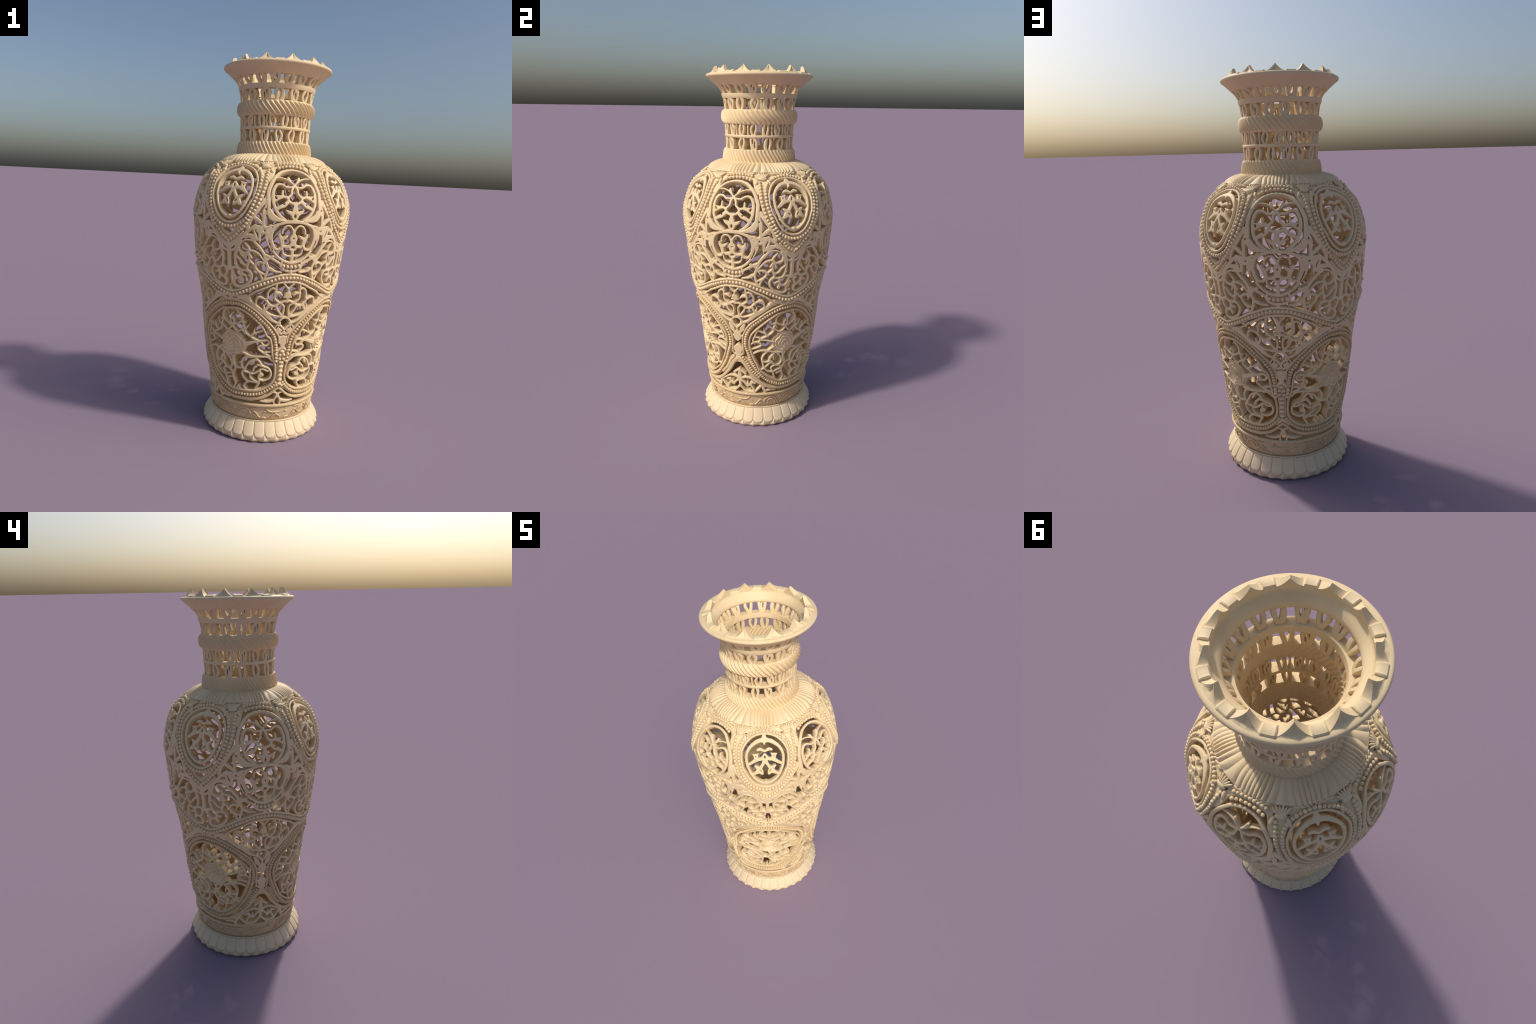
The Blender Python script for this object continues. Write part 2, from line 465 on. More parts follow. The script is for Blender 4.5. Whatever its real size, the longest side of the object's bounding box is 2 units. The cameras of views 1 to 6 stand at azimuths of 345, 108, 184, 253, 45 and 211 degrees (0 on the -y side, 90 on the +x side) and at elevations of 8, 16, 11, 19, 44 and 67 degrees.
bird_lattice = openwork("bird_lattice", [
    ("cloud", [11, 14, 19, 12], [(0, 1382), (11, 1386), (23, 1391), (37, 1387)]),
    ("eye", [15, 31, 26], [(0, 1364), (0, 1350), (0, 1336)]),
    ("perch", [20, 16, 18, 20, 15, 13], [(8, 1350), (24, 1341), (42, 1338), (56, 1331), (72, 1319), (96, 1306)]),
    ("bird", [22, 22, 26], [(45, 1338), (47, 1348), (48, 1356)]),
    ("tail", [8, 8, 8], [(35, 1368), (48, 1363), (62, 1363)]),
    ("leg", [18, 15, 17, 28, 26, 14, 12], [(2, 1334), (14, 1311), (25, 1294), (34, 1281), (42, 1270), (58, 1258), (80, 1249)]),
    ("spur", [22, 16, 10], [(34, 1287), (45, 1296), (54, 1302)]),
    ("bird", [26, 26, 17], [(30, 1280), (24, 1270), (19, 1259)]),
    ("hole", [6.0], [(49, 1354)]),
    ("hole", [5, 5], [(29, 1280), (20, 1271)]),
    ("hole", [9.0], [(0, 1355), (0, 1347)]),
], CREAM, top=-0.007, thick=0.026, rr=0.0032)
ring_of("bird_lattice", bird_lattice, QUARTER, rims)

INNER = [(0, 1456), (14, 1455), (44, 1450), (70, 1443), (100, 1429), (122, 1411), (135, 1388), (138, 1366), (140, 1341), (139, 1316), (134, 1299), (128, 1272), (121, 1251), (112, 1226), (98, 1198), (83, 1180), (64, 1166), (46, 1156), (23, 1149), (0, 1147)]
OUTER = [(149, 1426), (154, 1411), (158, 1397), (162, 1374), (164, 1354), (162, 1327), (159, 1310), (155, 1285), (150, 1264), (142, 1245), (130, 1224), (117, 1205), (102, 1180), (88, 1158), (73, 1142), (56, 1127), (40, 1107), (19, 1091), (0, 1079)]
medallion_ground = openwork("medallion_ground", [
    ("bed", [24], INNER),
    ("bed", [24, 24, 22, 20, 20], OUTER),
    ("bed", [26, 30, 30], [(120, 1425), (136, 1400), (148, 1375)]),
    ("bed", [26, 26], [(46, 1140), (60, 1150)]),
    ("bed", [44, 30], [(122, 1442), (150, 1405)]),
    ("vee", [16], [(46, 1140), (34, 1122), (17, 1114), (0, 1103)]),
    ("keel", [15, 14, 13], [(60, 1104), (42, 1086), (19, 1070), (0, 1058)]),
    ("fillet", [19, 19], [(0, 1456), (60, 1449)]),
], CREAM, top=-0.006, thick=0.028, rr=0.003, cell=0.003)
grounds = ring_of("medallion_ground", medallion_ground, QUARTER)
keel = openwork("keel_moulding", [
    ("vee", [8.2], [(38, 1136), (31, 1123), (17, 1114), (0, 1104)]),
    ("keel", [10, 9.8], [(80, 1126), (60, 1104), (42, 1085), (19, 1068), (0, 1058)]),
], CREAM, top=0.001, rr=0.0042, thick=0.02)
ring_of("keel_moulding", keel, QUARTER, grounds)

inner_beads = bead_frames(INNER, 0.0180, (.0091, .0093, .0095), -0.002)
outer_beads = bead_frames(OUTER, 0.0186, (.0093, .0092, .0095), -0.002)
outer_me = joined("bead_string", outer_beads, CREAM)
for g, az in zip(grounds, QUARTER):
    bead_objects(inner_beads, g, az)
    o = add("bead_string", outer_me, g, az); o["kind"] = "stuff"

# ---- little double bead rows and plain fillets over the palmette windows
arch_ground = openwork("arch_fillet", [
    ("fillet", [24, 26, 20], [(60, 1452), (88, 1438), (108, 1408), (124, 1380)]),
    ("fillet", [24, 24], [(0, 1452), (60, 1449)]),
], CREAM, top=-0.004, thick=0.024, rr=0.005)
afs = ring_of("arch_fillet", arch_ground, CROSS)
row_me = joined("bead_string", bead_frames([(0, 1460), (23, 1459), (44, 1457), (66, 1453)], 0.0175, (.0088, .0086, .009), 0.0)
                + bead_frames([(8, 1447), (25, 1446), (44, 1442), (64, 1436)], 0.0175, (.0088, .0086, .009), 0.0), CREAM)
for o_ in ring_of("bead_string", row_me, CROSS, afs):
    o_["kind"] = "stuff"

# ---- tendril panels under the medallions
tendril_panel = openwork("tendril_panel", [
    ("stem", [25.9, 19.9, 16.9, 18.9], [(0, 1060), (0, 1027), (0, 984), (0, 934)]),
    ("cup", [13.8, 13.8, 11.8], [(47, 1075), (40, 1047), (27, 1032), (0, 1023)]),
    ("cup", [19, 15], [(37, 1074), (18, 1053), (0, 1043)]),
    ("side", [11.8, 13.8, 13.8, 11.8, 11.8, 11.8], [(67, 1079), (54, 1057), (46, 1028), (37, 1010), (35, 986), (40, 958), (51, 938), (72, 932), (93, 935)]),
    ("curl", [11.9, 12.8, 13.8, 11.9, 7.9], [(54, 1048), (60, 1029), (77, 1020), (96, 1021), (107, 1033), (110, 1046), (99, 1060), (89, 1071)]),
    ("vine", [11.8], [(106, 1026), (111, 1009), (109, 986), (105, 969), (92, 960), (76, 966), (63, 982), (48, 996), (34, 1006)]),
    ("spur", [11.8, 7.9], [(109, 1018), (123, 999)]),
    ("spur", [11.9, 9.9], [(111, 984), (133, 965)]),
    ("spur", [11.9, 7.9], [(100, 1018), (90, 992)]),
    ("vine", [10.8], [(111, 1035), (136, 1032), (156, 1023), (172, 1005), (187, 985)]),
    ("side", [14.6, 14.6, 15.6, 15.6, 13.7, 13.7, 12.7, 11.7], [(139, 1077), (163, 1052), (181, 1026), (190, 1005), (194, 985), (201, 961), (200, 942), (193, 920), (184, 897)]),
    ("leaf", [8.0, 11.0, 18.0, 10.0], [(268, 933), (238, 937), (220, 945), (203, 957)]),
    ("heart", [11.9], [(186, 977), (161, 979), (142, 968), (141, 952), (154, 934), (169, 925), (187, 919)]),
    ("spur", [9.9, 6.9], [(184, 975), (174, 957)]),
    ("vine", [12.0], [(154, 934), (165, 918), (172, 895)]),
    ("vine", [11.9], [(106, 968), (98, 950), (98, 935)]),
    ("loop", [13.0], [(97, 935), (111, 929), (120, 911), (116, 889), (99, 866), (72, 850), (43, 844), (24, 852), (22, 869), (34, 886)]),
    ("loop", [12.0], [(65, 930), (49, 940), (32, 943), (17, 936), (16, 916), (31, 891), (51, 891), (63, 901), (69, 920), (66, 933)]),
    ("leaf", [12.1, 18.2], [(62, 899), (68, 877)]),
    ("leaf", [12.1, 12.1], [(64, 915), (88, 906)]),
    ("vine", [12.0], [(8, 938), (22, 940)]),
    ("vine", [11.0], [(74, 850), (70, 836)]),
    ("finial", [6.2, 15], [(0, 840), (0, 822)]),
    ("tie", [13, 13], [(194, 990), (214, 1006), (228, 1012)]),
], CREAM, top=0.0, thick=0.036)
ring_of("tendril_panel", tendril_panel, QUARTER)

# ---- waving bead garland right round the belly
GARLAND = [(0, 905), (40, 904), (75, 894), (113, 878), (150, 862), (191, 840), (238, 816), (265, 805), (301, 798)]
garland_bed = openwork("garland_bed", [("bed", [32, 32, 30, 24, 22], GARLAND + [(310, 797)])], CREAM,
                       top=-0.006, thick=0.028, rr=0.003, clip_deg=45, cell=0.003)
beds = ring_of("garland_bed", garland_bed, CROSS)
garland_ridge = openwork("garland_ridge", [
    ("ridge", [10.8], [(0, 923), (40, 919), (79, 908), (128, 890), (180, 865), (226, 842), (256, 828), (281, 820), (302, 817), (312, 817)]),
    ("ridge", [11.7], [(0, 883), (39, 881), (75, 871), (115, 851), (160, 829), (204, 797), (225, 786)]),
    ("knot", [12, 12], [(0, 923), (0, 940)]),
], CREAM, top=0.002, rr=0.005, thick=0.034, clip_deg=45)
ring_of("garland_ridge", garland_ridge, CROSS, beds)
garland_beads = joined("bead_string", bead_frames(GARLAND[:-1] + [(297, 798)], 0.0183, (.0089, .0092, .0095), -0.001), CREAM)
for o_ in ring_of("bead_string", garland_beads, CROSS, beds):
    o_["kind"] = "stuff"
cup_beads = joined("bead_string", bead_frames([(0, 961), (19, 962), (40, 966)], 0.0195, (.0085, .0105, .0095), -0.002), CREAM)
for o_ in ring_of("bead_string", cup_beads, CROSS, roundels):
    o_["kind"] = "stuff"
cup_bed = openwork("cup_bed", [("bed", [30, 26], [(0, 961), (44, 967)])], CREAM, top=-0.010, thick=0.018, rr=0.003)
ring_of("cup_bed", cup_bed, CROSS, roundels)

# ---- fan panels under the garland crests
fan_panel = openwork("fan_panel", [
    ("border", [14.1, 18.2, 22.2, 24.2, 26.3, 24.2, 14.1, 12.1, 12.1], [(218, 799), (198, 780), (173, 757), (147, 739), (121, 723), (102, 711), (83, 691), (63, 675), (43, 666), (26, 664)]),
    ("rib", [14.1, 10.1, 10.1, 12.1], [(109, 725), (84, 711), (53, 701), (18, 698)]),
    ("rib", [11.1], [(22, 702), (31, 717), (44, 734), (51, 751), (47, 765), (34, 772), (14, 782), (0, 779)]),
    ("rib", [12.1, 9.1, 9.1, 10.1], [(17, 701), (13, 728), (13, 750), (19, 761), (32, 770)]),
    ("bell", [35], [(0, 815)]),
    ("bell", [9, 8], [(0, 804), (19, 804)]),
    ("stem", [9.9], [(0, 801), (0, 781)]),
    ("fork", [8.8], [(0, 834), (2, 847), (12, 860), (27, 876)]),
    ("rib", [10.7, 11.7, 11.7], [(62, 869), (64, 843), (66, 815), (64, 793), (46, 778), (40, 769)]),
    ("petal", [10.8], [(63, 845), (81, 849), (97, 836), (103, 818), (102, 798), (110, 790)]),
    ("leaf", [14.8, 13.8, 5.9], [(63, 824), (43, 824), (29, 813)]),
    ("petal", [12.0], [(47, 765), (65, 755), (85, 759), (97, 772), (116, 790), (139, 798), (154, 791), (159, 768), (158, 744), (142, 731)]),
    ("spur", [10.0, 8.0], [(76, 756), (76, 738)]),
    ("rib", [13.0], [(93, 763), (98, 743), (113, 724)]),
    ("spur", [12.1, 8.1], [(113, 735), (116, 758)]),
    ("kite", [11.1], [(0, 695), (17, 688), (32, 668), (29, 656), (14, 643), (0, 627)]),
], CREAM, top=0.001, thick=0.036)
ring_of("fan_panel", fan_panel, CROSS)
corner_plate = openwork("corner_plate", [
    ("plate", [12.4, 24.8, 20.6, 14], [(124, 749), (107, 764), (77, 781), (40, 789), (0, 790)]),
    ("plate", [12.3, 20.5, 12.3], [(103, 787), (83, 795), (48, 791)]),
    ("plate", [14, 14], [(40, 776), (0, 775)]),
    ("hole", [5, 6], [(12, 783), (34, 784)]),
], CREAM, top=0.0, thick=0.034)
ring_of("corner_plate", corner_plate, QUARTER)

# ---- columns between the rose rings: a bearded mask front and back ...
mask_column = openwork("mask_column", [
    ("plate", [18.3, 22, 20, 14.3], [(30, 658), (44, 631), (25, 616), (0, 612)]),
    ("plate", [26.0, 24, 22.5], [(38, 632), (19, 612), (0, 607)]),
    ("plate", [16, 16], [(0, 624), (12, 634)]),
    ("vase", [31.0, 47.5, 41.3, 24.8, 16.5], [(0, 593), (0, 580), (0, 564), (0, 548), (0, 532)]),
    ("arm", [12.5, 12.5, 10.5], [(0, 532), (12, 524), (24, 515), (42, 513)]),
    ("hole", [5.1, 7.1, 5.1], [(36, 647), (40, 641), (44, 633)]),
    ("hole", [4, 6.2, 5.1], [(24, 645), (15, 635), (7, 627)]),
    ("hole", [5.1, 6.1], [(6, 624), (13, 615)]),
    ("hole", [5.1, 6.5, 5.2], [(26, 603), (14, 596), (0, 601)]),
], CREAM, top=0.001, thick=0.036)
masks = ring_of("mask_column", mask_column, (0, 180))
column_bed = openwork("column_bed", [("bed", [50, 52, 40, 36, 36, 44], [(0, 512), (0, 480), (0, 445), (0, 400), (0, 350), (0, 318)]),
                                     ("bed", [22, 20], [(0, 322), (32, 296)])], CREAM, top=-0.006, thick=0.028, rr=0.003, cell=0.003)
ring_of("column_bed", column_bed, (0, 180), masks)
column_beads = []
for x, z, sx, sz in [(0, 509, 13, 8), (10, 490, 9, 9), (10, 467, 9, 8), (32, 494, 9, 8), (30, 474, 9, 8), (27, 455, 8, 8), (0, 448, 15, 9),
                     (0, 424, 15, 9), (0, 399, 14, 10), (0, 374, 14, 9.5), (0, 349, 14, 9.5), (0, 326, 15, 9), (13, 318, 10, 8)]:
    for sg in ((1, -1) if x else (1,)):
        column_beads.append(frame(sg * x / 1000, float(BODY.S(z / 1000)), -0.001) @ Matrix.Diagonal((sx / 1000, sz / 1000, .011, 1)))
for mk, az in zip(masks, (0, 180)):
    bead_objects(column_beads, mk, az)

# ---- ... and a drooping blossom over a chevron on the sides
blossom = openwork("blossom_column", [
    ("drop", [8, 40, 40.5, 12.8], [(0, 609), (0, 585), (0, 568), (0, 550)]),
    ("wing", [18, 12, 5], [(6, 580), (22, 578), (34, 572)]),
    ("crest", [14, 27.4, 12.6], [(43, 651), (30, 624), (17, 600)]),
    ("twig", [9.5, 9.5, 9.5], [(25, 668), (17, 648), (0, 632)]),
    ("twig", [8.5, 8.5], [(0, 632), (0, 609)]),
    ("flower", [6, 26, 50, 36, 24, 32], [(0, 518), (0, 509), (0, 494), (0, 474), (0, 452), (0, 438)]),
    ("wing", [20, 14, 6], [(10, 499), (24, 496), (36, 493)]),
    ("curl", [13.2, 11.0, 8.8], [(4, 448), (18, 457), (34, 467)]),
    ("bar", [18, 20, 22], [(0, 420), (22, 410), (46, 385)]),
], CREAM, top=0.0, thick=0.036)
ring_of("blossom_column", blossom, (90, 270))
chevron = openwork("chevron_panel", [
    ("chevron", [10.0, 10.0, 12], [(0, 357), (8, 351), (34, 332)]),
    ("stem", [11, 22, 17.9, 15.6, 13.4], [(0, 352), (0, 316), (0, 297), (0, 271), (0, 244)]),
    ("arc", [13.5, 12.4, 12.4], [(0, 296), (7, 298), (37, 307), (66, 302), (98, 280), (128, 259), (150, 246)]),
    ("arc", [11.3, 12.4, 13.6], [(5, 291), (31, 265), (43, 248), (60, 258), (78, 230), (81, 208)]),
    ("leaf", [4.5, 15.8], [(46, 286), (47, 257)]),
    ("leaf", [13.6, 15.9, 9.1], [(64, 258), (69, 275), (89, 268)]),
    ("foot", [13.7, 11.4, 13.7], [(0, 250), (18, 226), (36, 211), (67, 208)]),
    ("bar", [13.7, 11.4, 13.7], [(81, 206), (103, 228), (126, 254)]),
    ("bar", [13.6, 18.1, 13.6, 10.2], [(129, 262), (135, 237), (145, 217), (170, 220), (203, 217)]),
    ("tie", [12, 12], [(36, 212), (36, 196)]),
    ("tie", [12, 12], [(81, 210), (81, 196)]),
    ("tie", [14, 14], [(145, 217), (142, 200)]),
], CREAM, top=-0.001, thick=0.036)
ring_of("chevron_panel", chevron, (90, 270))
cross_motif = openwork("crossed_horns", [
    ("arm", [10.5, 8.7, 10.5], [(0, 260), (12, 271), (34, 276)]),
    ("leg", [15.7, 10.5, 10.5, 8.7], [(0, 258), (10, 241), (17, 223), (15, 200)]),
    ("horn", [10.5, 15.8, 12.3, 4.4], [(16, 230), (32, 221), (61, 217), (91, 221)]),
], CREAM, top=0.0, thick=0.034)
ring_of("crossed_horns", cross_motif, (0, 180))

# ---- rose rings at the quarters.  One edge follows the mask column (side m),
#      the other the blossom column (side b); the ring at 135 and 315 is the plain
#      one and its mirror image stands at 45 and 225.
RING_B = [(0, 724), (30, 720), (60, 711), (100, 684), (140, 650), (171, 619), (193, 590), (202, 557), (200, 521), (189, 484), (172, 440), (155, 406), (135, 368), (102, 335), (62, 304), (24, 281), (0, 276)]
RING_M = [(0, 724), (30, 733), (72, 717), (115, 690), (155, 652), (174, 624), (188, 592), (204, 579), (212, 546), (214, 512), (218, 477), (226, 445), (230, 419), (229, 395), (226, 364), (216, 339), (197, 316), (170, 296), (136, 283), (70, 276), (0, 276)]
RING_M[1] = (34, 728)
BEAD_B = [(0, 751), (41, 746), (83, 727), (123, 702), (162, 670), (192, 645), (213, 610), (224, 575), (225, 543), (222, 514), (211, 488), (199, 459), (184, 423), (166, 388), (143, 355), (114, 320), (83, 290), (47, 268), (10, 254), (0, 253)]
BEAD_M = [(0, 751), (30, 753), (63, 746), (118, 715), (157, 677), (188, 648), (207, 620), (220, 603), (228, 581), (232, 558), (234, 536), (235, 517), (236, 497), (237, 476), (240, 457)]
BEAD_ML = [(230, 332), (213, 312), (190, 291), (168, 277), (141, 264), (80, 254), (0, 253)]
OUTER_B = [(0, 770), (21, 770), (64, 756), (114, 730), (163, 691), (207, 651), (230, 611), (240, 578), (240, 541), (235, 505), (232, 470)]
LOW_B = [(257, 434), (234, 415), (210, 382), (186, 345), (162, 318), (133, 289), (96, 259), (56, 239), (0, 226)]
OUTER_M = [(0, 770), (30, 772), (66, 765), (120, 735), (160, 702), (198, 664), (220, 639), (238, 611), (246, 598), (250, 578), (249, 556)]
LOW_M = [(248, 302), (226, 288), (202, 267), (170, 248), (125, 234), (60, 228), (0, 226)]

def flip(pts, sgn):
    return [(sgn * x, z) for x, z in pts]

X_STROKES = [   # lattice in the half next to the blossom column
    ("petal", [11.5], [(31, 716), (54, 696), (60, 671), (41, 649), (15, 639), (0, 634)]),
    ("loop", [10.7], [(0, 632), (14, 611), (34, 602), (51, 612), (63, 621)]),
    ("spur", [10.5, 9.5], [(58, 662), (75, 653)]),
    ("vine", [10.6, 12.7, 12.7, 12.7], [(61, 652), (70, 627), (73, 603), (95, 586), (122, 571), (143, 562)]),
    ("thorn", [12.7, 2.1], [(79, 625), (102, 653)]),
    ("leaf", [4.2, 10.5, 14.8], [(126, 629), (119, 604), (105, 585)]),
    ("vine", [12.7, 11.6, 10.6], [(171, 619), (154, 614), (120, 599)]),
    ("loop", [11.6], [(159, 617), (170, 595), (177, 571), (182, 551), (163, 542), (144, 552), (147, 569), (167, 575)]),
    ("vine", [10.7], [(142, 558), (108, 553), (73, 542), (55, 540)]),
    ("loop", [11.8], [(200, 526), (171, 543), (150, 541), (134, 525), (152, 510), (194, 496)]),
    ("bough", [13.0, 13.0, 13.0, 15.2], [(184, 466), (140, 487), (97, 485), (52, 473), (17, 467)]),
    ("bough", [13.0], [(91, 487), (74, 501), (55, 510)]),
    ("loop", [12.0], [(43, 471), (18, 441), (7, 413), (18, 391), (41, 387), (60, 401), (70, 417), (97, 412), (119, 418)]),
    ("loop", [11.9], [(97, 482), (119, 454), (124, 424), (115, 393), (109, 372), (136, 362)]),
    ("leaf", [9.8, 17.5, 15.3], [(58, 465), (77, 440), (80, 425)]),
    ("spur", [10.9, 6.6], [(63, 451), (55, 426)]),
    ("vine", [11.1], [(109, 373), (91, 391), (72, 409)]),
    ("loop", [11.1], [(107, 372), (88, 352), (58, 344), (31, 354), (7, 364), (19, 380), (48, 385), (67, 373), (61, 354)]),
    ("stem", [11.2], [(53, 344), (46, 312), (31, 283)]),
    ("vine", [11.2], [(33, 331), (3, 341)]),
]
M_UPPER = X_STROKES[:9]
M_LOWER = [     # lattice in the lower half next to the mask column
    ("bough", [12.7, 12.7, 13.8, 14.9], [(216, 455), (193, 474), (163, 476), (131, 473), (97, 474), (60, 487)]),
    ("leaf", [10.5], [(214, 506), (178, 501)]),
    ("loop", [11.6], [(214, 477), (169, 497), (141, 521), (155, 536), (185, 539), (198, 553), (191, 568), (170, 567), (148, 561), (114, 571)]),
    ("eye", [11.5], [(168, 540), (157, 558)]),
    ("vine", [11.5], [(148, 559), (119, 552), (90, 537), (60, 530)]),
    ("loop", [11.8], [(115, 469), (72, 465), (52, 440), (51, 412), (62, 395), (51, 373), (60, 347), (85, 326)]),
    ("flower", [11.7], [(132, 462), (148, 446), (163, 423), (196, 410), (208, 384), (199, 357), (169, 340), (146, 344)]),
    ("flower", [10.8], [(200, 401), (187, 396), (166, 406), (149, 399), (151, 383), (140, 364), (144, 343)]),
    ("flower", [10.7], [(130, 459), (96, 443), (74, 411), (63, 388)]),
    ("flower", [10.8], [(149, 399), (120, 378), (97, 377), (64, 384)]),
    ("flower", [10.9], [(97, 377), (96, 355), (117, 338), (139, 330)]),
    ("stem", [12.0], [(146, 341), (137, 315), (115, 283)]),
    ("stem", [12.1], [(138, 325), (107, 329), (82, 326), (59, 298), (74, 277)]),
    ("leaf", [12.9], [(155, 424), (139, 429)]),
    ("leaf", [11.9], [(113, 394), (119, 410), (131, 419)]),
    ("bud", [20.9, 20.9], [(159, 372), (150, 368)]),
    ("spur", [14, 12], [(117, 446), (104, 428)]),
    ("stem", [13.2, 12.1, 12.1, 12.1, 11.0], [(9, 466), (-2, 430), (14, 400), (48, 400)]),
]
M_UPPER = [s for s in M_UPPER if s[0] not in ("loop",) or s[2][0][0] < 5]
CENTRE = [
    ("eye", [10.6], [(0, 671), (12, 656), (0, 634)]), ("eye", [10.6], [(0, 671), (-12, 656), (0, 634)]),
    ("stem", [13.2, 12.1, 12.1, 12.1, 11.0], [(9, 466), (-8, 420), (-12, 393), (2, 363), (2, 337), (-10, 307), (1, 277)]),
    ("arch", [10.3, 10.3], [(-14, 274), (-27, 294)]), ("arch", [10.3, 10.3], [(-27, 294), (-40, 276)]),
]
for name_sgn, azs in ((1, (45, 225)), (-1, (135, 315))):
    # sgn: side on which the blossom column stands (+ = to the right)
    sb = 1 if name_sgn == 1 else -1
    sm = -sb
    tag = "rose_ring"
    bed = openwork(tag, [("bed", [30, 30, 26, 26, 30], flip(BEAD_B, sb)), ("bed", [30, 30, 26, 26, 26], flip(BEAD_M, sm)),
                         ("bed", [24, 28, 30], flip(BEAD_ML, sm)),
                         ("bed", [30, 24], flip([(222, 428), (165, 345), (135, 312)], sb))],
                   OCHRE, mirror=False, top=-0.006, thick=0.028, rr=0.003, cell=0.003)
    ob = ring_of(tag, bed, azs)
    ridge = openwork("ring_moulding", [
        ("ridge", [11.6], flip(RING_B, sb)), ("ridge", [11.4], flip(RING_M, sm)),
        ("ridge", [10.5], flip(OUTER_B, sb)), ("ridge", [10.2], flip(OUTER_M, sm)),
        ("ridge", [21, 20, 17, 17, 18], flip(LOW_B, sb)), ("ridge", [10.4, 12.4, 14, 18, 18], flip(LOW_M, sm))],
        OCHRE, mirror=False, top=0.003, thick=0.036, rr=0.005)
    ring_of("ring_moulding", ridge, azs, ob)
    lat = openwork("rose_lattice",
                   [(a, [0.9 * q for q in w], flip(p, sb)) for a, w, p in X_STROKES + CENTRE] +
                   [(a, [0.9 * q for q in w], flip(p, sm)) for a, w, p in M_UPPER + M_LOWER]
                   + [("hole", [122], [(0, 530)])],
                   CREAM, mirror=False, top=-0.001, thick=0.033, rr=0.0034)
    ring_of("rose_lattice", lat, azs, ob)
    fr = (bead_frames(flip(BEAD_B, sb), 0.0150, (.0074, .0092, .0085), -0.002, mirror=False)
          + bead_frames(flip(BEAD_M, sm), 0.0150, (.0074, .0092, .0085), -0.002, mirror=False)
          + bead_frames(flip(BEAD_ML, sm), 0.0165, (.0081, .0096, .0090), -0.001, mirror=False)
          + bead_frames(flip([(233, 441), (221, 427), (209, 413), (199, 396), (187, 377), (175, 357), (154, 336), (136, 318)], sb), 0.0155, (.0066, .0095, .0080), -0.002, mirror=False))
    strand = joined("bead_string", fr, OCHRE)
    for o_ in ring_of("bead_string", strand, azs, ob):
        o_["kind"] = "stuff"
    # the rose: scalloped whorls stepping up to a folded heart
    nr_, nt_ = 26, 96
    V, F = [], []
    th = np.linspace(0, 2 * np.pi, nt_, endpoint=False)
    for i in range(nr_ + 1):
        q = i / nr_
        scal = 1 + (0.095 * np.abs(np.sin(th * 3.5 + 0.6)) + 0.04 * np.sin(th * 3 + 1.0) - 0.03) * q
        rad = 0.072 * q * scal
        ph = th / (2 * np.pi) * 0.22 + q * 1.0 + 0.035 * np.sin(5 * th + 6 * q) + 0.02 * np.sin(3 * th - 4 * q)
        saw = (ph * 4.0) % 1.0
        hgt = 0.0005 + 0.003 * (1 - q) ** 0.8 + 0.0085 * (saw ** 2.0) * np.clip(q * 6, 0, 1)
        if i == nr_:
            hgt = hgt * 0 - 0.028
            rad = rad * 0.985
        elif i == nr_ - 1:
            hgt = hgt - 0.003
        x = sb * rad * np.sin(th) * 1.08; s = BODY.S(0.530) + rad * np.cos(th) * 0.97
        V.append(np.stack(BODY.point(x, s, hgt - 0.010), 1))
    idx = np.arange((nr_ + 1) * nt_).reshape(nr_ + 1, nt_)
    for i in range(nr_):
        a, b = idx[i], idx[i + 1]
        q4 = np.stack([a, b, np.roll(b, -1), np.roll(a, -1)], 1)
        F.append(q4 if sb < 0 else q4[:, ::-1])
    rose = mesh_from("rose", np.vstack(V), [np.concatenate(F)], CREAM, 0.9)
    ring_of("rose", rose, azs, ob)

# ================================================================== SHOULDER
def flute_bump(count, amp, slant, m, k0=0, sharp=0.8, ph=0.0):
    def f(th, k):
        t = k / (m - 1)
        env = math.sin(math.pi * min(1, max(0, t))) ** 0.35
        w = np.abs(np.sin(0.5 * count * (th - slant * t + ph))) ** sharp
        return amp * env * (w - 0.6), np.zeros_like(th)
    return f

# fluted collar of leaves: outer skin, then down and back underneath
sk = np.linspace(BODY.S(1.5105), BODY.S(1.467), 22)
ro, zo, nro, nzo = BODY.at(sk)
outer_loop = list(zip(ro, zo))
under = [(ro[-1] - 0.012, zo[-1] - 0.022), (0.24, 1.452), (0.20, 1.474), (0.150, 1.488), (0.122, 1.500), (0.121, 1.508)]
leaf_loop = outer_loop + under
amp_mod = lambda th: 0.8 + 0.25 * np.sin(th * 8 + 0.4) + 0.18 * np.sin(th * 13 + 2.0)
def collar_bump(th, k):
    if k >= len(outer_loop):
        return np.zeros_like(th), np.zeros_like(th)
    t = k / (len(outer_loop) - 1)
    bend = 0.05 * np.sin(th * 8) * t * t
    warp = 0.035 * np.sin(th * 8 + 0.5) + 0.02 * np.sin(th * 5 + 2)
    w = np.abs(np.sin(36 * (th + bend + warp))) ** 0.75 - 0.55
    env = (0.25 + 0.75 * t) * min(1.0, (1 - t) * 9 + 0.35)
    h = 0.0118 * env * w * amp_mod(th) + 0.004 * t + 0.003 * math.sin(math.pi * t)
    return h * nro[k], h * nzo[k]
add("leaf_collar", revolve("leaf_collar", leaf_loop[::-1], CREAM, n=1344, bump=lambda th, k: collar_bump(th, len(leaf_loop) - 1 - k)))
sk = np.linspace(BODY.S(1.478), BODY.S(1.4455), 10)
ro2, zo2, nr2, nz2 = BODY.at(sk)
gl = [(a - .005 * c, b - .005 * d) for a, b, c, d in zip(ro2, zo2, nr2, nz2)]
gl += [(a - .034 * c, b - .034 * d) for a, b, c, d in list(zip(ro2, zo2, nr2, nz2))[::-1]]
add("shoulder_ground", revolve("shoulder_ground", gl[::-1], CREAM, n=160))

